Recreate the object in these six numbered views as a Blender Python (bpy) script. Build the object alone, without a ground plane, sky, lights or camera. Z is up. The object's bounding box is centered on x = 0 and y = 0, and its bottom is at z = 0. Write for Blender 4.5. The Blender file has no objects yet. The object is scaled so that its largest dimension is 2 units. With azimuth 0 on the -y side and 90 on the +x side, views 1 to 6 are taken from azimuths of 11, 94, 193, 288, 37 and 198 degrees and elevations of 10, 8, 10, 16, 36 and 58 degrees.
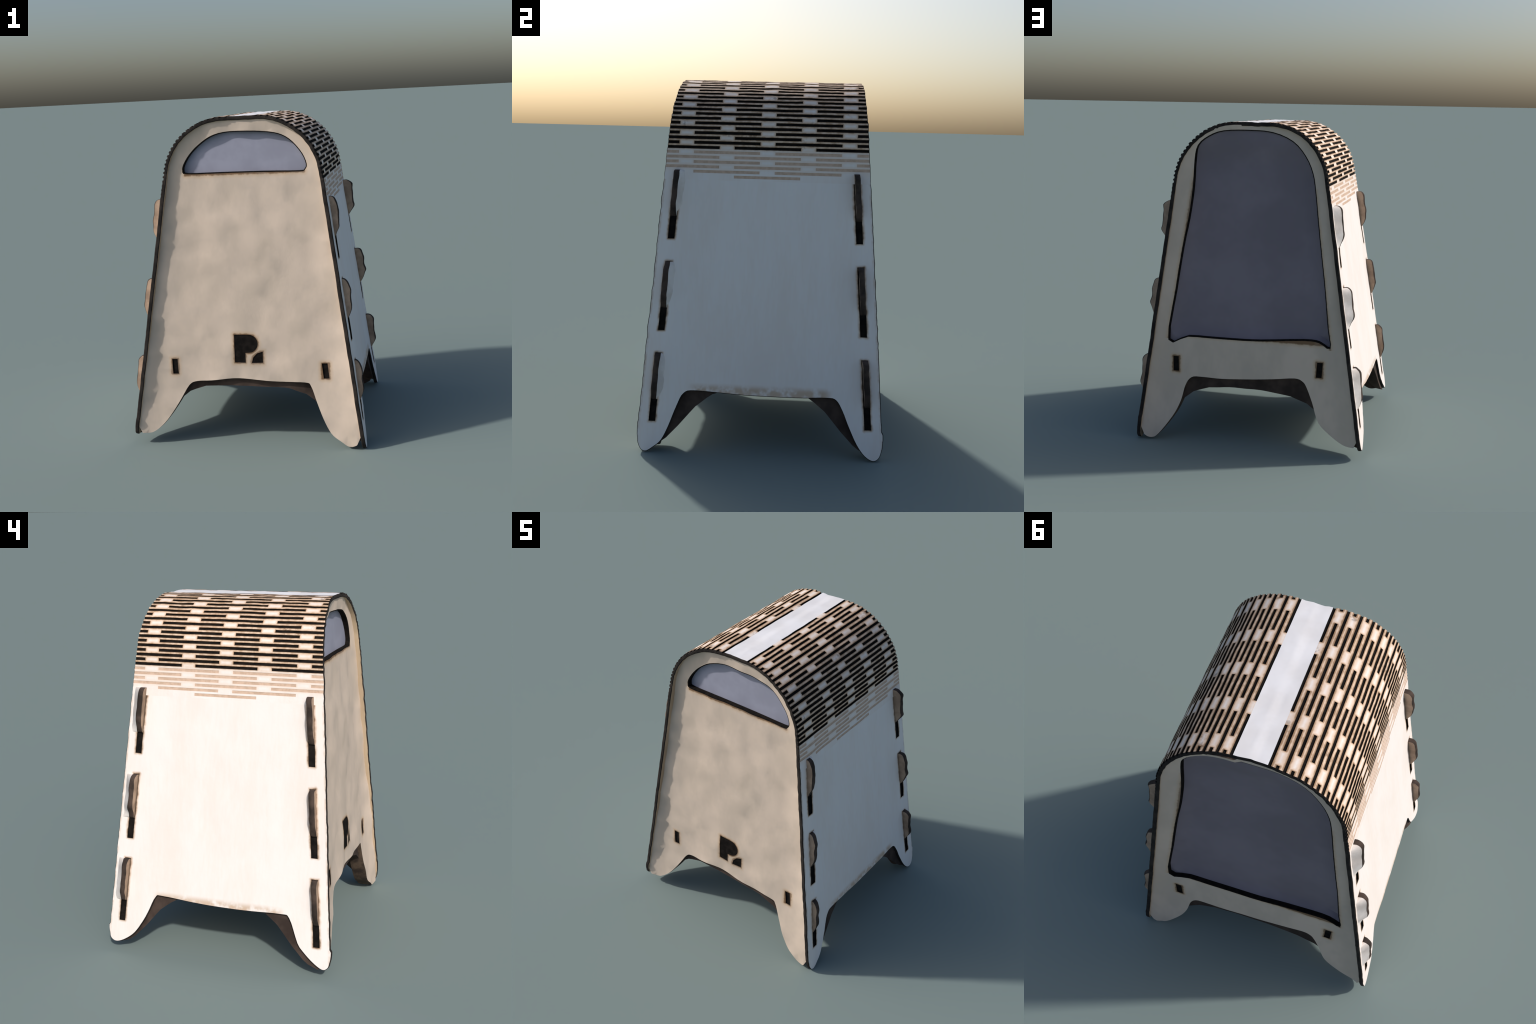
# A small arched lantern laser-cut from plywood: one bent outer sheet with living hinges,
# a recessed front panel with a half-round window, a recessed back panel with a dark screen,
# locking tabs through slots in the side panels, four splayed feet and a vaulted underside.
import bpy, bmesh, math, random
from mathutils import Vector, noise
from mathutils.geometry import delaunay_2d_cdt

random.seed(7)
THICK = 0.024            # sheet thickness
LEAN = 0.016             # whole thing leans a little towards +x

# ------------------------------------------------------------------ bent sheet profile
class Side:
    """One half of the sheet: flat top -> arc -> straight splayed side."""
    def __init__(self, sign, cx, cz, r, slope):
        self.sign, self.c, self.r = sign, Vector((cx, cz)), r
        self.n = Vector((sign, slope)).normalized()          # outward normal of the straight side
        self.m = Vector((LEAN, 1.0)).normalized()            # outward normal of the flat top
        self.tm = Vector((self.m.y, -self.m.x)) * sign       # along the top, outwards
        self.down = Vector((slope * sign, -1.0)).normalized()
        self.theta = math.acos(self.n.dot(self.m))
        self.arc = r * self.theta
        self.end = self.c + self.n * r
    def at(self, s, off=0.0):
        if s < 0:
            p, n = self.c + self.m * self.r + self.tm * s, self.m
        elif s < self.arc:
            a = s / self.r
            n = self.m * math.cos(a) + self.tm * math.sin(a)
            p = self.c + n * self.r
        else:
            p, n = self.end + self.down * (s - self.arc), self.n
        return p + n * off, n
    def inside_distance(self, x, z):
        """How far a point lies inside the sheet's outer face."""
        v = Vector((x, z)) - self.c
        a, b = v.dot(self.tm), v.dot(self.m)
        ang = math.atan2(a, b)
        if 0 < ang < self.theta:
            return self.r - v.length
        if ang <= 0:
            return self.r - b
        return self.r - v.dot(self.n)
    def s_of_z(self, z):
        return self.arc + (self.end.y - z) / -self.down.y
    def z_of_s(self, s):
        return self.at(s)[0].y

PLUS = Side(+1, 0.1197, 1.6080, 0.385, 0.13)
MINUS = Side(-1, -0.0887, 1.6264, 0.37, 0.162)
FLAT = 0.1043            # half length of the flat top between the arcs

def edge_y(s):           # half depth of the sheet at arc length s from the top
    return 0.4895 + 0.0765 * max(s, -FLAT)

def wob(x, y, z, k, amp):
    return noise.noise(Vector((x * k, y * k, z * k))) * amp

def sheet_point(side, s, y, off):
    p, n = side.at(s, 0.0)
    o = off + wob(p.x, y, p.y, 9.0, 0.0022) + wob(p.x + 3, y, p.y, 30.0, 0.0010)
    o += 0.0035 if side.sign > 0 else 0.0
    if s < side.arc:                       # the bent hinge is the roughest stretch
        o += wob(p.x, y + 11, p.y, 42.0, 0.0022)
    if side.sign > 0 and y < 0 and s > side.arc:   # swollen strip along the front tabs of the +x side
        t = (edge_y(s) - abs(y) - 0.10) / 0.07
        o += 0.010 * math.exp(-t * t) * min(1.0, (s - side.arc) / 0.2) * min(1.0, max(0.0, (p.y - 0.15) / 0.4))
    yy = y
    e = edge_y(s)
    w = max(0.0, 1 - (e - abs(y)) / 0.05)
    if w > 0:
        yy += math.copysign(w * (wob(p.x, y * 0.2, p.y + 5, 14.0, 0.006) + wob(p.x, y * .2, p.y + 9, 45.0, 0.003)), y)
    p = p + n * o
    return Vector((p.x, yy, p.y))

# ------------------------------------------------------------------ mesh helpers
ROOT = bpy.data.objects.new("wooden_lantern", None)
bpy.context.scene.collection.objects.link(ROOT)
ROOT["label"] = "Small arched plywood lantern with slotted hinge roof and tabs"
ROOT["category"] = "lantern"

def make(name, verts, faces, mats, mat_idx=None, parent=None, smooth=True, angle=38):
    me = bpy.data.meshes.new(name)
    me.from_pydata([tuple(v) for v in verts], [], faces)
    for m in mats:
        me.materials.append(m)
    if mat_idx:
        me.polygons.foreach_set("material_index", mat_idx)
    me.polygons.foreach_set("use_smooth", [smooth] * len(me.polygons))
    me.validate()
    me.update()
    if smooth:
        me.set_sharp_from_angle(angle=math.radians(angle))
    ob = bpy.data.objects.new(name, me)
    bpy.context.scene.collection.objects.link(ob)
    ob.parent = parent or ROOT
    return ob

class Slab:
    """Plate built from 2D cells. Each cell has a depth; walls join cells of different depth,
    a rounded rim closes the outline and a back face closes the plate."""
    def __init__(self, pts, cells, depth, tag, mapf, thick, rim_tag, wall_tag, bulge=0.004, back=True, no_rim=None):
        self.v, self.f, self.t, self.key = [], [], [], {}
        self.pts, self.map = pts, mapf
        e2c = {}
        for ci, c in enumerate(cells):
            for a, b in zip(c, c[1:] + c[:1]):
                e2c.setdefault((min(a, b), max(a, b)), []).append((ci, a, b))
        bn = {}
        for e, l in e2c.items():
            if len(l) == 1:
                _, a, b = l[0]
                d = pts[b] - pts[a]
                n = Vector((d.y, -d.x)).normalized() if d.length > 1e-9 else Vector((0, 0))
                for i in (a, b):
                    bn[i] = bn.get(i, Vector((0, 0))) + n
        for i in bn:
            if bn[i].length > 1e-9:
                bn[i].normalize()
        self.bn = bn
        for ci, c in enumerate(cells):
            self.add([self.vid(i, -depth[ci]) for i in c], tag[ci])
            if back:
                self.add([self.vid(i, -thick) for i in reversed(c)], "back")
        for e, l in e2c.items():
            if len(l) == 2:
                (c1, a, b), (c2, _, _) = l
                if abs(depth[c1] - depth[c2]) > 1e-9:
                    hi, lo = (c1, c2) if depth[c1] < depth[c2] else (c2, c1)
                    a, b = (a, b) if hi == c1 else (b, a)
                    tg = wall_tag(tag[lo]) if callable(wall_tag) else wall_tag
                    self.add([self.vid(b, -depth[hi]), self.vid(a, -depth[hi]), self.vid(a, -depth[lo]), self.vid(b, -depth[lo])], tg)
            elif len(l) == 1:
                c, a, b = l[0]
                if no_rim and no_rim(pts[a], pts[b]):
                    continue
                d0 = depth[c]
                levels = [(d0, 0.0), (d0 + (thick - d0) * .2, bulge), (d0 + (thick - d0) * .8, bulge), (thick, 0.0)]
                for (da, ba), (db, bb) in zip(levels, levels[1:]):
                    self.add([self.vid(b, -da, ba), self.vid(a, -da, ba), self.vid(a, -db, bb), self.vid(b, -db, bb)], rim_tag)
    def vid(self, i, off, out=0.0):
        k = (i, round(off, 5), round(out, 5))
        if k not in self.key:
            self.key[k] = len(self.v)
            p = self.pts[i]
            if out:
                p = p + self.bn[i] * out
            self.v.append(self.map(p.x, p.y, off))
        return self.key[k]
    def add(self, idx, tag):
        self.f.append(idx)
        self.t.append(tag)
    def part(self, name, tags, mats, flip=False, parent=None, angle=38):
        """Make an object out of the faces carrying the given tags; mats maps tag -> material."""
        order, faces, mi, remap, vs = [], [], [], {}, []
        for f, t in zip(self.f, self.t):
            if t not in tags:
                continue
            m = mats[t]
            if m not in order:
                order.append(m)
            g = []
            for i in f:
                if i not in remap:
                    remap[i] = len(vs)
                    vs.append(self.v[i])
                g.append(remap[i])
            faces.append(g[::-1] if flip else g)
            mi.append(order.index(m))
        return make(name, vs, faces, order, mi, parent, angle=angle)

def resample(poly, step, closed=True):
    out = []
    n = len(poly)
    for i in range(n if closed else n - 1):
        a, b = Vector(poly[i]), Vector(poly[(i + 1) % n])
        k = max(1, int(math.ceil((b - a).length / step)))
        for j in range(k):
            out.append(a.lerp(b, j / k))
    if not closed:
        out.append(Vector(poly[-1]))
    return out

def smooth_line(pts, closed=False, sub=6):
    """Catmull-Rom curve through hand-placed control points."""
    P = [Vector(p) for p in pts]
    n, out = len(P), []
    for i in range(n if closed else n - 1):
        if closed:
            p0, p1, p2, p3 = P[i - 1], P[i], P[(i + 1) % n], P[(i + 2) % n]
        else:
            p0, p1, p2, p3 = P[max(i - 1, 0)], P[i], P[i + 1], P[min(i + 2, n - 1)]
        for j in range(sub):
            t = j / sub
            out.append(0.5 * ((2 * p1) + (p2 - p0) * t + (2 * p0 - 5 * p1 + 4 * p2 - p3) * t * t + (3 * p1 - p0 - 3 * p2 + p3) * t ** 3))
    if not closed:
        out.append(P[-1])
    return out

def ccw(poly):
    return poly if sum((a.x * b.y - b.x * a.y) for a, b in zip(poly, poly[1:] + poly[:1])) > 0 else poly[::-1]

def inside(p, poly):
    c, j = False, len(poly) - 1
    for i in range(len(poly)):
        a, b = poly[i], poly[j]
        if (a.y > p.y) != (b.y > p.y) and p.x < (b.x - a.x) * (p.y - a.y) / (b.y - a.y) + a.x:
            c = not c
        j = i
    return c

def near(p, poly, d):
    return any((p - q).length_squared < d * d for q in poly)

def triangulate(outline, regions, spacing, rng, jitter=0.33):
    """Constrained triangulation of an outline with inner regions and jittered inner points.
    Returns points, triangles and, per triangle, the region number (-1 for none)."""
    verts, faces = [], []
    for poly in [outline] + regions:
        faces.append(list(range(len(verts), len(verts) + len(poly))))
        verts += [Vector((p.x, p.y)) for p in poly]
    border = list(verts)
    xs, ys = [p.x for p in outline], [p.y for p in outline]
    y, row = min(ys), 0
    while y < max(ys):
        x = min(xs) + (spacing / 2 if row % 2 else 0)
        while x < max(xs):
            p = Vector((x + rng.uniform(-jitter, jitter) * spacing, y + rng.uniform(-jitter, jitter) * spacing))
            if inside(p, outline) and not near(p, border, spacing * 0.42):
                verts.append(p)
            x += spacing
        y += spacing * 0.87
        row += 1
    vo, _, fo, _, _, of = delaunay_2d_cdt(verts, [], faces, 0, 1e-5)
    pts = [Vector(v) for v in vo]
    cells, reg = [], []
    for f, o in zip(fo, of):
        if 0 not in o:
            continue
        f = list(f)
        a, b, c = (pts[i] for i in f[:3])
        if (b - a).cross(c - a) < 0:
            f.reverse()
        r = [k - 1 for k in o if k > 0]
        cells.append(f)
        reg.append(max(r) if r else -1)
    return pts, cells, reg

# ------------------------------------------------------------------ shader helpers
class S:
    """A value inside a node tree; arithmetic on it adds Math nodes."""
    def __init__(self, tree, sock):
        self.t, self.s = tree, sock
    def _op(self, op, *args):
        n = self.t.nodes.new("ShaderNodeMath")
        n.operation = op
        for i, a in enumerate((self,) + args):
            if isinstance(a, S):
                self.t.links.new(a.s, n.inputs[i])
            else:
                n.inputs[i].default_value = a
        return S(self.t, n.outputs[0])
    def __add__(self, o): return self._op("ADD", o)
    def __sub__(self, o): return self._op("SUBTRACT", o)
    def __mul__(self, o): return self._op("MULTIPLY", o)
    def __truediv__(self, o): return self._op("DIVIDE", o)
    __radd__, __rmul__ = __add__, __mul__
    def __rsub__(self, o): return self * -1.0 + o
    def min(self, o): return self._op("MINIMUM", o)
    def max(self, o): return self._op("MAXIMUM", o)
    def abs(self): return self._op("ABSOLUTE")
    def sqrt(self): return self._op("SQRT")
    def round(self): return self._op("ROUND")
    def mod(self, o): return self._op("FLOORED_MODULO", o)
    def atan2(self, o): return self._op("ARCTAN2", o)
    def lt(self, o): return self._op("LESS_THAN", o)
    def gt(self, o): return self._op("GREATER_THAN", o)
    def step(self, a, b, smooth=True):
        n = self.t.nodes.new("ShaderNodeMapRange")
        n.interpolation_type = "SMOOTHSTEP" if smooth else "LINEAR"
        self.t.links.new(self.s, n.inputs["Value"])
        lo, hi, x, y = (a, b, 0.0, 1.0) if a < b else (b, a, 1.0, 0.0)
        n.inputs["From Min"].default_value, n.inputs["From Max"].default_value = lo, hi
        n.inputs["To Min"].default_value, n.inputs["To Max"].default_value = x, y
        return S(self.t, n.outputs["Result"])

def box_distance(dx, dy):
    """Signed-ish distance to a box from the two axis distances (negative inside)."""
    a, b = dx.max(0.0), dy.max(0.0)
    return (a * a + b * b).sqrt() + dx.max(dy).min(0.0)

class Mat:
    def __init__(self, name, rough=0.75):
        self.m = bpy.data.materials.new(name)
        self.m.use_nodes = True
        self.t = self.m.node_tree
        self.bsdf = self.t.nodes["Principled BSDF"]
        self.bsdf.inputs["Roughness"].default_value = rough
        self.bsdf.inputs["Specular IOR Level"].default_value = 0.25
        self.co = self.t.nodes.new("ShaderNodeTexCoord").outputs["Object"]
        sep = self.t.nodes.new("ShaderNodeSeparateXYZ")
        self.t.links.new(self.co, sep.inputs[0])
        self.x, self.y, self.z = (S(self.t, o) for o in sep.outputs)
    def noise(self, scale, detail=3.0, stretch=(1, 1, 1), rough=0.55):
        mp = self.t.nodes.new("ShaderNodeMapping")
        mp.inputs["Scale"].default_value = stretch
        self.t.links.new(self.co, mp.inputs["Vector"])
        n = self.t.nodes.new("ShaderNodeTexNoise")
        n.inputs["Scale"].default_value, n.inputs["Detail"].default_value = scale, detail
        n.inputs["Roughness"].default_value = rough
        self.t.links.new(mp.outputs[0], n.inputs["Vector"])
        return S(self.t, n.outputs["Fac"])
    def rgb(self, c):
        n = self.t.nodes.new("ShaderNodeRGB")
        n.outputs[0].default_value = (*c, 1)
        return n.outputs[0]
    def mix(self, fac, a, b):
        n = self.t.nodes.new("ShaderNodeMix")
        n.data_type = "RGBA"
        if isinstance(fac, S):
            self.t.links.new(fac.s, n.inputs[0])
        else:
            n.inputs[0].default_value = fac
        for sock, v in ((n.inputs[6], a), (n.inputs[7], b)):
            if isinstance(v, tuple):
                sock.default_value = (*v, 1)
            else:
                self.t.links.new(v, sock)
        return n.outputs[2]
    def ramp(self, fac, stops):
        n = self.t.nodes.new("ShaderNodeValToRGB")
        e = n.color_ramp.elements
        while len(e) < len(stops):
            e.new(0.5)
        for el, (p, c) in zip(e, stops):
            el.position, el.color = p, (*c, 1)
        self.t.links.new(fac.s, n.inputs[0])
        return n.outputs[0]
    def color(self, sock):
        self.t.links.new(sock, self.bsdf.inputs["Base Color"])
    def bump(self, h, strength=0.2, dist=0.004):
        n = self.t.nodes.new("ShaderNodeBump")
        n.inputs["Strength"].default_value, n.inputs["Distance"].default_value = strength, dist
        self.t.links.new(h.s, n.inputs["Height"])
        self.t.links.new(n.outputs[0], self.bsdf.inputs["Normal"])

SIDE_WOOD = (0.86, 0.81, 0.785)
SIDE_WARM = (0.83, 0.755, 0.71)
PANEL_WOOD = (0.68, 0.555, 0.455)
PANEL_GREY = (0.60, 0.495, 0.405)
CHAR = (0.009, 0.008, 0.0075)
BURN = (0.10, 0.055, 0.03)
SCORCH = (0.50, 0.32, 0.18)
FACET_SHADE = (0.52, 0.44, 0.38)

# ------------------------------------------------------------------ living hinge layout
PITCH, SLOT_W, PERIOD, HALF_SLOT = 0.0257, 0.0150, 0.434, 0.1765
LAST = 26                # rows 0..26, row 26 borders the top strip; rows 0..5 are only engraved
class Hinge:
    def __init__(self, side, s0, k0, total):
        self.side, self.s0, self.k0 = side, s0, k0
        self.c = (total - PITCH * LAST) / (LAST - k0) ** 2
    def s(self, k):      # arc length of row k; the rows spread where the sheet is bent
        return self.s0 - (PITCH * k + self.c * max(0.0, k - self.k0) ** 2)
H_PLUS = Hinge(PLUS, PLUS.arc + 0.186, 7.0, 0.741)
H_MINUS = Hinge(MINUS, MINUS.arc + 0.199, 12.0, 0.750)

def in_slot(k, y):
    q = abs((y + PERIOD / 2 + (PERIOD / 2 if k % 2 else 0)) % PERIOD - PERIOD / 2)
    if q > HALF_SLOT:
        return False
    return abs(y) < 0.2 if k == 0 else (abs(y) < 0.42 if k == 1 else True)

SLOT_TOPS = {+1: (1.506, 1.018, 0.532), -1: (1.514, 1.030, 0.550)}
SLOT_LEN = 0.366
SLOT_IN, SLOT_OUT = 0.087, 0.052      # slot limits measured inwards from the sheet edge

# ------------------------------------------------------------------ materials
def wood_grain(M, a, b, scale=7.0, stretch=(1, 1, 0.25)):
    n = M.noise(scale, 4.0, stretch)
    f = M.noise(60, 2.0, (1, 1, 0.12))
    return M.mix((n * 0.75 + f * 0.25).step(0.35, 0.65), a, b)

def side_material(side):
    M = Mat("pale_plywood")
    base = wood_grain(M, SIDE_WOOD, SIDE_WARM, 5.0)
    # scorch halo round the three tab slots of each column, repeated down the side
    tops = SLOT_TOPS[side.sign]
    per = (tops[0] - tops[2]) / 2
    zc = (M.z - (tops[0] - SLOT_LEN / 2) + per / 2).mod(per) - per / 2
    s = (M.z - side.end.y) * (1 / side.down.y) + side.arc
    inset = (s * 0.0765 + 0.4895) - M.y.abs()
    wv = M.noise(22, 2.0)
    d = box_distance((inset - (SLOT_IN + SLOT_OUT) / 2).abs() - (SLOT_IN - SLOT_OUT) / 2 , zc.abs() - SLOT_LEN / 2) + (wv - 0.5) * 0.02
    d = d + M.z.step(tops[2] - SLOT_LEN - 0.02, tops[2] - SLOT_LEN - 0.05)      # no fourth slot below the last
    halo = d.step(0.016, 0.0)
    c = M.mix(halo * 0.75, base, SCORCH)
    rim = inset.step(0.012, 0.0)
    c = M.mix(rim * 0.5 * wv.step(0.3, 0.7), c, SCORCH)
    arch = M.z.step(0.385, 0.345) * M.y.abs().step(0.40, 0.33)
    c = M.mix(arch * wv.step(0.25, 0.6) * 0.7, c, SCORCH)      # browned edge along the cut-out between the feet
    c = M.mix(d.step(0.006, -0.002) * 0.85, c, BURN)
    M.color(c)
    M.bump(M.noise(45, 3.0), 0.15)
    return M.m

def hinge_material(h):
    sd = h.side
    M = Mat("scorched_hinge_plywood")
    vx, vz = M.x - sd.c.x, M.z - sd.c.y
    a = (vx * sd.tm.x + vz * sd.tm.y).atan2(vx * sd.m.x + vz * sd.m.y)
    t = (M.x - sd.end.x) * sd.down.x + (M.z - sd.end.y) * sd.down.y
    s = a.min(sd.theta) * sd.r + t.max(0.0)
    u = s * -1.0 + h.s0
    u0 = PITCH * h.k0
    bent = (((u - u0).max(0.0) * (4 * h.c) + PITCH ** 2).sqrt() - PITCH) / (2 * h.c)
    k = u.min(u0) / PITCH + bent
    row = k.round()
    f = (k - row).abs() * PITCH
    odd = row.mod(2.0)
    def slot_q(par):
        return ((M.y + par * (PERIOD / 2) + PERIOD / 2).mod(PERIOD) - PERIOD / 2).abs() - HALF_SLOT
    d1 = box_distance(f - SLOT_W / 2, slot_q(odd))
    d2 = box_distance((f * -1.0) + (PITCH - SLOT_W / 2), slot_q(1.0 - odd))
    wv = M.noise(35, 2.0)
    d = d1.min(d2) + (wv - 0.5) * 0.010
    base = wood_grain(M, SIDE_WOOD, SIDE_WARM, 6.0)
    cut = k.step(5.2, 6.0) * k.step(26.9, 26.4)
    base = M.mix((1.0 - cut) * d.step(0.02, 0.0) * k.step(0.3, 2.2) * k.step(26.9, 26.4) * 0.45, base, (0.78, 0.60, 0.47))
    c = M.mix(d.step(0.024, 0.002) * cut * 0.9, base, (0.71, 0.51, 0.36))
    c = M.mix(d.step(0.0065, -0.001) * cut * 0.95, c, (0.30, 0.18, 0.10))
    c = M.mix((M.noise(9, 3.0).step(0.58, 0.72)) * (M.noise(55, 2.0).step(0.4, 0.6)) * cut * 0.55, c, BURN)
    M.color(c)
    M.bump(M.noise(60, 3.0), 0.25)
    return M.m

def plain(name, a, b, scale=8.0, rough=0.8, bump=0.2, stretch=(1, 1, 1)):
    M = Mat(name, rough)
    M.color(M.mix(M.noise(scale, 4.0, stretch).step(0.35, 0.65), a, b))
    M.bump(M.noise(scale * 6, 3.0), bump)
    return M.m

M_SIDE = {+1: side_material(PLUS), -1: side_material(MINUS)}
M_HINGE = {+1: hinge_material(H_PLUS), -1: hinge_material(H_MINUS)}
M_STRIP = plain("pale_top_plywood", (0.83, 0.82, 0.84), (0.75, 0.73, 0.735), 4.0, bump=0.1)
M_CHAR = plain("charred_wood", CHAR, (0.017, 0.014, 0.0125), 30.0, 0.9)
M_CHAR.node_tree.nodes["Principled BSDF"].inputs["Specular IOR Level"].default_value = 0.04
M_BURN = plain("burnt_edge", (0.10, 0.07, 0.05), (0.035, 0.025, 0.02), 14.0, 0.85)
M_RIM = plain("burnt_sheet_rim", (0.035, 0.028, 0.024), (0.015, 0.012, 0.011), 14.0, 0.9)
M_TAN = plain("engraved_line", (0.66, 0.48, 0.37), (0.56, 0.40, 0.30), 40.0)
M_INNER = plain("inner_plywood", (0.52, 0.41, 0.29), (0.41, 0.31, 0.215), 6.0, stretch=(1, 1, .3))
M_UNDER = plain("dark_brown_underside", (0.075, 0.052, 0.042), (0.035, 0.024, 0.02), 7.0, 0.9)
M_PANE = plain("frosted_pane", (0.34, 0.345, 0.43), (0.29, 0.295, 0.37), 5.0, 0.5, 0.05)
M_SCREEN = plain("slate_screen", (0.25, 0.215, 0.25), (0.21, 0.18, 0.21), 2.5, 0.6, 0.05)
M_TAB = plain("tab_plywood", (0.46, 0.33, 0.24), (0.30, 0.21, 0.15), 12.0)
M_RAMP = plain("pale_grey_plywood", (0.84, 0.78, 0.74), (0.70, 0.63, 0.58), 10.0)
M_TAB_EDGE = plain("burnt_tab_edge", (0.075, 0.052, 0.042), (0.03, 0.022, 0.018), 12.0, 0.85)

# ------------------------------------------------------------------ hinges and top strip
Y_BREAKS = [0.0405, 0.1765, 0.2575, 0.394, 0.4745]
def y_columns():
    inner = [-b for b in reversed(Y_BREAKS)] + Y_BREAKS
    cols = []
    for a, b in zip(inner, inner[1:]):
        k = max(1, round((b - a) / 0.034))
        cols += [a + (b - a) * j / k for j in range(k)]
    return cols + [inner[-1]]

def build_hinge(h, s_low):
    side = h.side
    cols = y_columns()
    rows = []                                  # (s_from, s_to, row number or None)
    for k in range(LAST, -1, -1):
        rows.append((h.s(k) - SLOT_W / 2, h.s(k) + SLOT_W / 2, k))
        nxt = h.s(k - 1) - SLOT_W / 2 if k else s_low
        rows.append((h.s(k) + SLOT_W / 2, nxt, None))
    svals = [rows[0][0]] + [r[1] for r in rows]
    nc = len(cols) + 2
    pts = []
    for s in svals:
        e = edge_y(s)
        pts += [Vector((s, -e))] + [Vector((s, y)) for y in cols] + [Vector((s, e))]
    cells, depth, tag = [], [], []
    for r, (_, _, k) in enumerate(rows):
        for c in range(nc - 1):
            a, b = r * nc + c, (r + 1) * nc + c
            y = (pts[a].y + pts[a + 1].y) / 2
            cells.append([a, b, b + 1, a + 1])
            if k is not None and in_slot(k, y):
                depth.append(0.006 if k > 5 else 0.0014)
                tag.append("slot" if k > 5 else "line")
            else:
                depth.append(0.0)
                tag.append("top")
    sl = Slab(pts, cells, depth, tag, lambda s, y, o: sheet_point(side, s, y, o), THICK, "rim",
              lambda t: "slot" if t == "slot" else "line", bulge=0.003,
              no_rim=lambda a, b: abs(a.x - b.x) < 1e-6)
    mats = {"top": M_HINGE[side.sign], "slot": M_CHAR, "line": M_TAN, "rim": M_RIM, "back": M_INNER}
    sl.part("living_hinge", set(mats), mats, flip=(side.sign < 0), angle=30)
    return svals[0]

S_LOW = {+1: H_PLUS.s0 + 0.02, -1: H_MINUS.s0 + 0.02}
top_s = {+1: build_hinge(H_PLUS, S_LOW[1]), -1: build_hinge(H_MINUS, S_LOW[-1])}

def strip_point(q, y, o):
    """q runs along the roof from the minus arc to the plus arc, 0 in the middle of the flat."""
    if q >= 0:
        return sheet_point(PLUS, q - FLAT, y, o)
    return sheet_point(MINUS, -q - FLAT, y, o)

def build_strip():
    q0, q1 = -(top_s[-1] + FLAT), top_s[1] + FLAT
    n = 8
    cols = y_columns()
    pts, nc = [], len(cols) + 2
    for i in range(n + 1):
        q = q0 + (q1 - q0) * i / n
        e = edge_y(abs(q) - FLAT)
        pts += [Vector((q, -e))] + [Vector((q, y)) for y in cols] + [Vector((q, e))]
    cells = [[r * nc + c, (r + 1) * nc + c, (r + 1) * nc + c + 1, r * nc + c + 1] for r in range(n) for c in range(nc - 1)]
    sl = Slab(pts, cells, [0.0] * len(cells), ["top"] * len(cells), strip_point, THICK, "rim", "rim", bulge=0.003,
              no_rim=lambda a, b: abs(a.x - b.x) < 1e-6)
    mats = {"top": M_STRIP, "rim": M_RIM, "back": M_INNER}
    sl.part("top_strip", set(mats), mats)
build_strip()

# ------------------------------------------------------------------ side panels with feet
# lower outline of each side panel as (y, height), from the back foot to the front foot
SIDE_BOTTOM = {
    +1: [(0.655, 0.16), (0.651, 0.07), (0.638, 0.022), (0.608, 0.006), (0.565, 0.030), (0.52, 0.09), (0.474, 0.185), (0.442, 0.26),
         (0.405, 0.318), (0.35, 0.328), (0.19, 0.322), (-0.09, 0.325), (-0.34, 0.338), (-0.41, 0.322), (-0.448, 0.25),
         (-0.490, 0.14), (-0.527, 0.066), (-0.57, 0.028), (-0.608, 0.006), (-0.636, 0.022), (-0.650, 0.07), (-0.652, 0.17)],
    -1: [(0.655, 0.16), (0.650, 0.10), (0.636, 0.068), (0.605, 0.058), (0.555, 0.078), (0.498, 0.122), (0.45, 0.19), (0.415, 0.255),
         (0.372, 0.345), (0.325, 0.355), (0.074, 0.338), (-0.157, 0.335), (-0.365, 0.342), (-0.418, 0.325),
         (-0.470, 0.195), (-0.510, 0.145), (-0.56, 0.10), (-0.612, 0.068), (-0.640, 0.078), (-0.652, 0.11), (-0.658, 0.18)],
}
def build_side(side):
    rng = random.Random(11 + side.sign)
    s0 = S_LOW[side.sign]
    bottom = smooth_line([(side.s_of_z(z), y) for y, z in SIDE_BOTTOM[side.sign]], sub=4)
    bottom[0].y, bottom[-1].y = edge_y(bottom[0].x), -edge_y(bottom[-1].x)
    poly = resample([(s0, -edge_y(s0)), (s0, edge_y(s0))], 0.03, False)
    poly += resample([(s0, edge_y(s0)), tuple(bottom[0])], 0.025, False)[1:-1]
    poly += resample([tuple(p) for p in bottom], 0.03, False)
    poly += resample([tuple(bottom[-1]), (s0, -edge_y(s0))], 0.025, False)[1:-1]
    regions = []
    for yy in (-1, 1):
        for z in SLOT_TOPS[side.sign]:
            a, b = side.s_of_z(z), side.s_of_z(z - SLOT_LEN)
            q = [(a, yy * (edge_y(a) - SLOT_IN)), (b, yy * (edge_y(b) - SLOT_IN)), (b, yy * (edge_y(b) - SLOT_OUT)), (a, yy * (edge_y(a) - SLOT_OUT))]
            regions.append(resample(q, 0.03))
    pts, cells, reg = triangulate(ccw(poly), [ccw(r) for r in regions], 0.045, rng)
    depth = [0.009 if r >= 0 else 0.0 for r in reg]
    tag = ["slot" if r >= 0 else "top" for r in reg]
    sl = Slab(pts, cells, depth, tag, lambda s, y, o: sheet_point(side, s, y, o), THICK, "rim", "slot", bulge=0.004,
              no_rim=lambda a, b: abs(a.x - s0) < 1e-6 and abs(b.x - s0) < 1e-6)
    mats = {"top": M_SIDE[side.sign], "slot": M_CHAR, "rim": M_RIM, "back": M_INNER}
    return sl.part("side_panel", set(mats), mats, flip=(side.sign < 0))
SIDES = {s.sign: build_side(s) for s in (PLUS, MINUS)}

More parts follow.
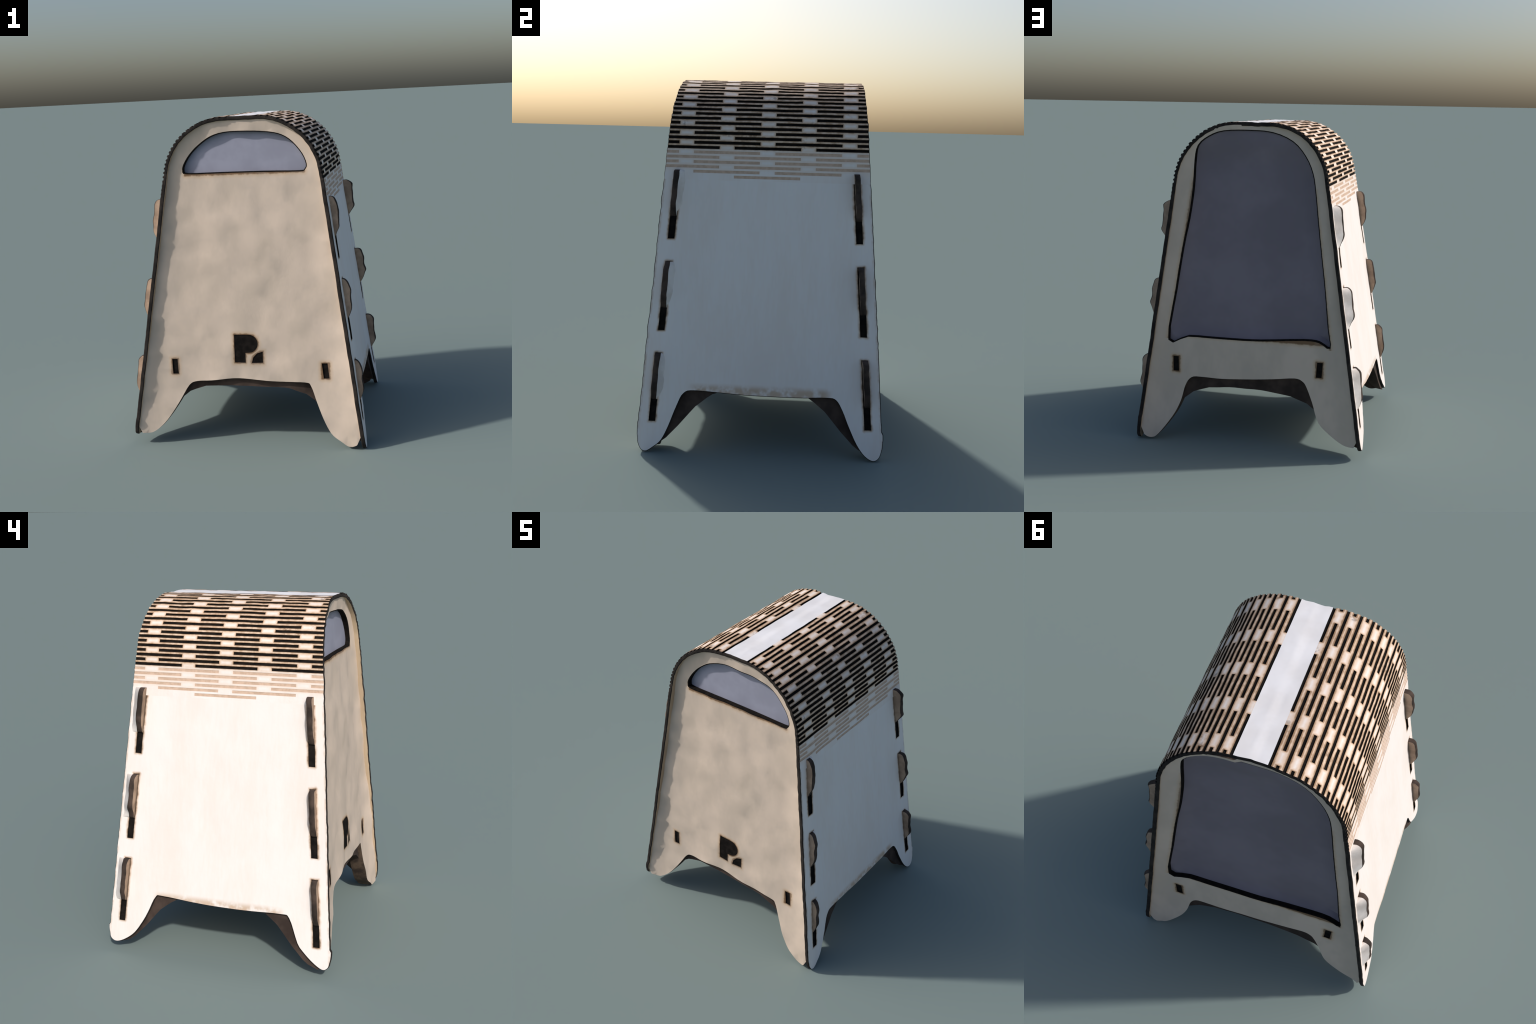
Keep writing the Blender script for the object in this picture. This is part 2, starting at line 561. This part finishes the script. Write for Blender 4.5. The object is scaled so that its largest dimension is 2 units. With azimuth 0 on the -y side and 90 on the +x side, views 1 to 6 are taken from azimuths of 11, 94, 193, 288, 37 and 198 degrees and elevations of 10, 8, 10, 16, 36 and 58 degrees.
# ------------------------------------------------------------------ locking tabs
TAB_PROFILE = [(-0.02, 0.004), (0.018, 0.002), (0.038, 0.012), (0.050, 0.035), (0.050, 0.075), (0.046, 0.12),
               (0.046, 0.16), (0.040, 0.19), (0.022, 0.222), (0.002, 0.25), (-0.02, 0.255)]
def build_tab(side, z_top, ysign, rng, scale, ramp_edge, ramp_mid):
    """A hooked tab. ramp_edge / ramp_mid: how far the sheet swells up to it towards the edge / the middle."""
    s0 = side.s_of_z(z_top)
    prof = smooth_line([(o * (scale if o > 0 else 1) * rng.uniform(0.9, 1.06), t * rng.uniform(0.985, 1.01)) for o, t in TAB_PROFILE], sub=3)
    half = 0.015
    lay = [(-half, 0.9, 0), (-half * 0.7, 1.0, 1), (0, 1.04, 1), (half * 0.7, 1.0, 1), (half, 0.9, 0)]   # (towards the edge, height, burnt)
    if ramp_mid:
        lay = [(-half - ramp_mid, 0.0, 2), (-half - ramp_mid * 0.5, 0.28, 2)] + lay
    if ramp_edge:
        lay = lay + [(half + ramp_edge * 0.5, 0.45, 2), (half + ramp_edge, 0.0, 2)]
    verts, faces, mi = [], [], []
    n = len(prof)
    for dy, k, _ in lay:
        for o, t in prof:
            oo = o * k if o > 0 else o
            if k == 0.0:
                oo = min(oo, -0.001)
            p, nn = side.at(s0 + t, oo)
            y = ysign * (edge_y(s0 + t) - 0.067 + dy)
            v = Vector((p.x, y, p.y))
            verts.append(v + Vector((wob(v.x, v.y, v.z, 25, 0.004), wob(v.x + 7, v.y, v.z, 25, 0.004), 0)))
    for l in range(len(lay) - 1):
        kinds = (lay[l][2], lay[l + 1][2])
        for i in range(n):
            j = (i + 1) % n
            faces.append([l * n + i, l * n + j, (l + 1) * n + j, (l + 1) * n + i])
            mi.append(2 if 2 in kinds else (1 if 1 in kinds else 0))
    faces.append(list(range(n)))
    faces.append(list(range(len(verts) - n, len(verts)))[::-1])
    mi += [0, 0]
    ob = make("locking_tab", verts, faces, [M_TAB, M_TAB_EDGE, M_RAMP], mi, SIDES[side.sign], angle=50)
    bm = bmesh.new()
    bm.from_mesh(ob.data)
    bmesh.ops.recalc_face_normals(bm, faces=bm.faces)
    bm.to_mesh(ob.data)
    bm.free()

# the sheet swells against some of the tabs: (towards the edge, towards the middle)
RAMPS = {(1, -1): (0.0, 0.05), (1, 1): (0.0, 0.0), (-1, -1): (0.0, 0.0), (-1, 1): (0.04, 0.0)}
rng = random.Random(5)
for side in (PLUS, MINUS):
    for yy in (-1, 1):
        for i, z in enumerate(SLOT_TOPS[side.sign]):
            build_tab(side, z, yy, rng, (1.0, 0.97, 0.85)[i] * (1.2 if (side.sign, yy) == (1, 1) else 1.0), *RAMPS[side.sign, yy])

# ------------------------------------------------------------------ front and back panels
def inner_half_outline(side, z_bottom):
    """(x, z) of the sheet's inner face from the top middle down one side."""
    out = []
    s_end = side.s_of_z(z_bottom)
    n = 40
    for i in range(n + 1):
        s = -FLAT + (s_end + FLAT) * i / n
        p, _ = side.at(s, -THICK * 0.6)
        out.append(p)
    return out

def panel_outline(bottom, z_plus, z_minus):
    plus, minus = inner_half_outline(PLUS, z_plus), inner_half_outline(MINUS, z_minus)
    poly = [Vector((p.x, p.y)) for p in minus[::-1]] + plus[1:]
    b = smooth_line(bottom, sub=4)
    return resample([tuple(p) for p in poly + b], 0.035)

def fillet(x, z):
    """The panels swell outwards where they meet the bent sheet, most of all down the legs."""
    d = (PLUS if x > 0.02 else MINUS).inside_distance(x, z) - THICK
    t = max(0.0, 1 - max(d, 0.0) / 0.085)
    low = min(1.0, max(0.0, (0.95 - z) / 0.75))
    foot = min(1.0, max(0.0, (0.30 - z) / 0.25))
    return t * t * (0.016 + 0.030 * low) + foot * 0.012

def within_sheet(y, x, z):
    """Keep the panels behind the sheet's edge."""
    side = PLUS if x > 0 else MINUS
    return min(y, edge_y(side.s_of_z(z)) - 0.010) if z < 1.4 else y

# ---- front
FRONT_BOTTOM = [(0.665, 0.03), (0.62, 0.012), (0.57, 0.044), (0.51, 0.09), (0.465, 0.18), (0.429, 0.275), (0.395, 0.375), (0.36, 0.398),
                (0.20, 0.400), (0.06, 0.412), (-0.08, 0.418), (-0.22, 0.405), (-0.31, 0.398), (-0.362, 0.372), (-0.43, 0.264), (-0.50, 0.165), (-0.555, 0.108), (-0.61, 0.075), (-0.665, 0.075)]
FRONT_WINDOW = [(-0.315, 1.668), (-0.10, 1.668), (0.15, 1.667), (0.36, 1.663), (0.392, 1.672), (0.402, 1.700), (0.378, 1.762), (0.322, 1.832), (0.262, 1.872), (0.185, 1.892),
                (0.05, 1.902), (-0.08, 1.900), (-0.170, 1.876), (-0.246, 1.826), (-0.298, 1.775), (-0.333, 1.720), (-0.341, 1.684)]
def front_point(x, z, o):
    y = within_sheet(0.607 - 0.0715 * z + 0.014 * max(0.0, 1 - z / 1.4) + fillet(x, z), x, z)
    return Vector((x, -y - o, z))

EMBLEM_P = [(-0.067, 0.517), (0.001, 0.517), (0.001, 0.577)] + \
           [(0.022 + 0.0555 * math.cos(a), 0.6325 + 0.0555 * math.sin(a)) for a in [math.radians(t) for t in range(-75, 91, 15)]] + [(-0.067, 0.688)]
EMBLEM_FOOT = [(0.038, 0.515)] + [(0.106 - 0.068 * math.cos(a), 0.515 + 0.068 * math.sin(a)) for a in [math.radians(t) for t in (30, 60, 90)]] + [(0.106, 0.515)]
def peg(cx, cz, tilt=0.0):
    w, h = 0.0175, 0.046
    return [(cx - w - tilt, cz + h), (cx - w + tilt, cz - h), (cx + w + tilt, cz - h), (cx + w - tilt, cz + h)]
FRONT_PEGS = [peg(-0.444, 0.490, 0.002), peg(0.485, 0.468, 0.005)]
BACK_PEGS = [peg(0.474, 0.492, -0.002), peg(-0.437, 0.522, 0.002)]

def panel_material(name, pegs, window_line, emblem, a, b):
    M = Mat(name)
    n = M.noise(6.0, 4.0, (1, 1, 0.5))
    base = M.mix(n.step(0.35, 0.65), a, b)
    wv = M.noise(40, 2.0)
    def sd_box(x0, x1, z0, z1):
        return box_distance((M.x - (x0 + x1) / 2).abs() - (x1 - x0) / 2, (M.z - (z0 + z1) / 2).abs() - (z1 - z0) / 2)
    d = None
    for p in pegs:
        xs, zs = [q[0] for q in p], [q[1] for q in p]
        e = sd_box(min(xs), max(xs), min(zs), max(zs))
        d = e if d is None else d.min(e)
    if emblem:
        d = d.min(sd_box(-0.067, 0.0, 0.517, 0.688)).min(sd_box(-0.03, 0.022, 0.577, 0.688))
        vx, vz = M.x - 0.022, M.z - 0.6325
        d = d.min((vx * vx + vz * vz).sqrt() - 0.0555)
        vx, vz = M.x - 0.106, M.z - 0.515
        d = d.min(((vx * vx + vz * vz).sqrt() - 0.068).max(vx).max(vz * -1.0))
    d = d.min(window_line(M, sd_box))
    d = d + (wv - 0.5) * 0.014
    c = M.mix(d.step(0.030, 0.004) * 0.6, base, (0.56, 0.38, 0.22))
    c = M.mix(d.step(0.012, 0.001) * 0.9, c, (0.16, 0.085, 0.04))
    c = M.mix((M.noise(3.0, 2.0) * 0.6 + M.noise(16.0, 2.0) * 0.4).step(0.48, 0.62) * 0.2, c, FACET_SHADE)  # grey blotches painted in for the shading of the scan's facets
    M.color(c)
    M.bump(M.noise(50, 3.0), 0.15)
    return M.m

def front_window_line(M, sd_box):
    return sd_box(-0.33, 0.39, 1.658, 1.70)

def grown(poly, d):
    """The outline pushed outwards by d (for burnt borders round a cut-out)."""
    n, out = len(poly), []
    for i in range(n):
        t = poly[(i + 1) % n] - poly[i - 1]
        out.append(poly[i] + Vector((t.y, -t.x)).normalized() * d)
    return out

def build_panel(name, outline, regions, depth_of, tag_of, mapf, spacing, seed, mats, parts, flip, thick=0.09):
    rng = random.Random(seed)
    pts, cells, reg = triangulate(outline, regions, spacing, rng)
    depth = [0.0 if r < 0 else depth_of[r] for r in reg]
    tag = ["top" if r < 0 else tag_of[r] for r in reg]
    sl = Slab(pts, cells, depth, tag, mapf, thick, "rim", "burn", bulge=0.003)
    main = None
    for pname, tags in parts:
        ob = sl.part(pname, tags, mats, flip=flip, parent=main, angle=40)
        main = main or ob
    return main

STILL = set()            # points on outlines, which stay crisp
def rough_front(x, z, o):
    p = front_point(x, z, o)
    if o > -0.02:
        p.y += noise.noise(Vector((x * 9, z * 9, 1.7))) * 0.009 - 0.004
        if (round(x, 4), round(z, 4)) not in STILL:      # loose facets between the cut-outs
            p.y += random.Random(int(x * 5000) * 7919 + int(z * 5000)).uniform(-1, 1) * 0.0052
    return p

M_FRONT = panel_material("front_plywood", FRONT_PEGS, front_window_line, True, PANEL_WOOD, PANEL_GREY)
front_window = ccw(resample(smooth_line(FRONT_WINDOW, True, 3), 0.03))
front_regions = [grown(front_window, 0.006), front_window, resample(EMBLEM_P, 0.03), resample(EMBLEM_FOOT, 0.03)] + [resample(p, 0.03) for p in FRONT_PEGS]
front_regions = [ccw(r) for r in front_regions]
front_outline = ccw(panel_outline(FRONT_BOTTOM, 0.09, 0.13))
for r in front_regions + [front_outline]:
    STILL.update((round(p.x, 4), round(p.y, 4)) for p in r)
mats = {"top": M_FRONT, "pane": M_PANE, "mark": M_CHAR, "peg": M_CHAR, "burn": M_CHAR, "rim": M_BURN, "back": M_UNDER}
build_panel("front_panel", front_outline, front_regions, [0.002, 0.025, 0.003, 0.003, 0.006, 0.006],
            ["burn", "pane", "mark", "mark", "peg", "peg"], rough_front, 0.066, 3, mats,
            [("front_panel", {"top", "burn", "rim", "back"}), ("window_pane", {"pane"}), ("emblem", {"mark"}), ("peg_hole", {"peg"})], False)

# ---- back
BACK_BOTTOM = [(0.665, 0.03), (0.62, 0.012), (0.575, 0.04), (0.485, 0.16), (0.438, 0.256), (0.41, 0.36), (0.37, 0.413), (0.30, 0.420), (0.168, 0.418), (-0.008, 0.430), (-0.153, 0.444),
               (-0.285, 0.460), (-0.335, 0.445), (-0.362, 0.41), (-0.40, 0.32), (-0.444, 0.2), (-0.531, 0.121), (-0.61, 0.075), (-0.665, 0.075)]
BACK_SCREEN = [(0.525, 0.640), (0.40, 0.672), (0.20, 0.672), (-0.05, 0.676), (-0.33, 0.700), (-0.43, 0.694), (-0.495, 0.662), (-0.478, 0.78), (-0.446, 1.05), (-0.408, 1.32), (-0.374, 1.58), (-0.352, 1.70),
               (-0.305, 1.80), (-0.225, 1.885), (-0.10, 1.935), (0.05, 1.945), (0.20, 1.938), (0.29, 1.905), (0.355, 1.85), (0.378, 1.76), (0.385, 1.60), (0.41, 1.40), (0.445, 1.22), (0.485, 0.95)]
SCREEN_EDGE = set()
def back_point(x, z, o):
    y = within_sheet(0.617 - 0.070 * z + fillet(x, z) * (1.6 if x > 0.1 else (0.25 if z > 0.8 else 0.9)), x, z) + o
    y += noise.noise(Vector((x * 5, z * 5, 7.7))) * 0.004
    if -0.08 < o < -0.03:                  # the screen is dished in the middle and comes forward at the top
        y -= 0.014 * max(0.0, 1 - (x / 0.42) ** 2) * max(0.0, 1 - ((z - 1.25) / 0.6) ** 2)
        t = min(1.0, max(0.0, (z - 1.74) / 0.17))
        y += 0.040 * t * t * (3 - 2 * t)
        if (round(x, 4), round(z, 4)) in SCREEN_EDGE:
            y += 0.024 * (1 - t)            # the screen curls up to its frame
    return Vector((x, y, z))
def back_line(M, sd_box):
    low = sd_box(-0.48, 0.52, 0.678, 0.70)
    left = ((M.z - 0.66) * -0.137 + M.x + 0.497).abs() + M.z.step(1.6, 1.75) * 0.3
    right = ((M.z - 0.64) * 0.146 + M.x - 0.53).abs() + M.z.step(1.7, 1.8) * 0.3
    up = (M.z - 0.62).step(0.03, 0.0) * 0.3
    return low.min(left + up).min(right + up)
M_BACK = panel_material("back_plywood", BACK_PEGS, back_line, False, PANEL_WOOD, PANEL_GREY)
back_screen = ccw(resample(smooth_line(BACK_SCREEN, True, 3), 0.03))
SCREEN_EDGE.update((round(p.x, 4), round(p.y, 4)) for p in back_screen)
back_regions = [grown(back_screen, 0.006), back_screen] + [ccw(resample(p, 0.03)) for p in BACK_PEGS]
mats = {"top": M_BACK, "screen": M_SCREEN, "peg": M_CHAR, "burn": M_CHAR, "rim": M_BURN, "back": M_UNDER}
build_panel("back_panel", ccw(panel_outline(BACK_BOTTOM, 0.09, 0.13)), back_regions, [0.002, 0.050, 0.006, 0.006],
            ["burn", "screen", "peg", "peg"], back_point, 0.058, 4, mats,
            [("back_panel", {"top", "burn", "rim", "back"}), ("screen", {"screen"}), ("peg_hole", {"peg"})], True)

# ------------------------------------------------------------------ vaulted underside
VAULT = [(0.0, 0.03), (0.07, 0.06), (0.14, 0.14), (0.22, 0.245), (0.30, 0.312), (0.40, 0.348), (0.56, 0.352), (0.75, 0.352), (1.0, 0.352)]
def vault(d):
    for (a, u), (b, v) in zip(VAULT, VAULT[1:]):
        if d <= b:
            t = (d - a) / (b - a)
            return u + (v - u) * t
    return VAULT[-1][1]
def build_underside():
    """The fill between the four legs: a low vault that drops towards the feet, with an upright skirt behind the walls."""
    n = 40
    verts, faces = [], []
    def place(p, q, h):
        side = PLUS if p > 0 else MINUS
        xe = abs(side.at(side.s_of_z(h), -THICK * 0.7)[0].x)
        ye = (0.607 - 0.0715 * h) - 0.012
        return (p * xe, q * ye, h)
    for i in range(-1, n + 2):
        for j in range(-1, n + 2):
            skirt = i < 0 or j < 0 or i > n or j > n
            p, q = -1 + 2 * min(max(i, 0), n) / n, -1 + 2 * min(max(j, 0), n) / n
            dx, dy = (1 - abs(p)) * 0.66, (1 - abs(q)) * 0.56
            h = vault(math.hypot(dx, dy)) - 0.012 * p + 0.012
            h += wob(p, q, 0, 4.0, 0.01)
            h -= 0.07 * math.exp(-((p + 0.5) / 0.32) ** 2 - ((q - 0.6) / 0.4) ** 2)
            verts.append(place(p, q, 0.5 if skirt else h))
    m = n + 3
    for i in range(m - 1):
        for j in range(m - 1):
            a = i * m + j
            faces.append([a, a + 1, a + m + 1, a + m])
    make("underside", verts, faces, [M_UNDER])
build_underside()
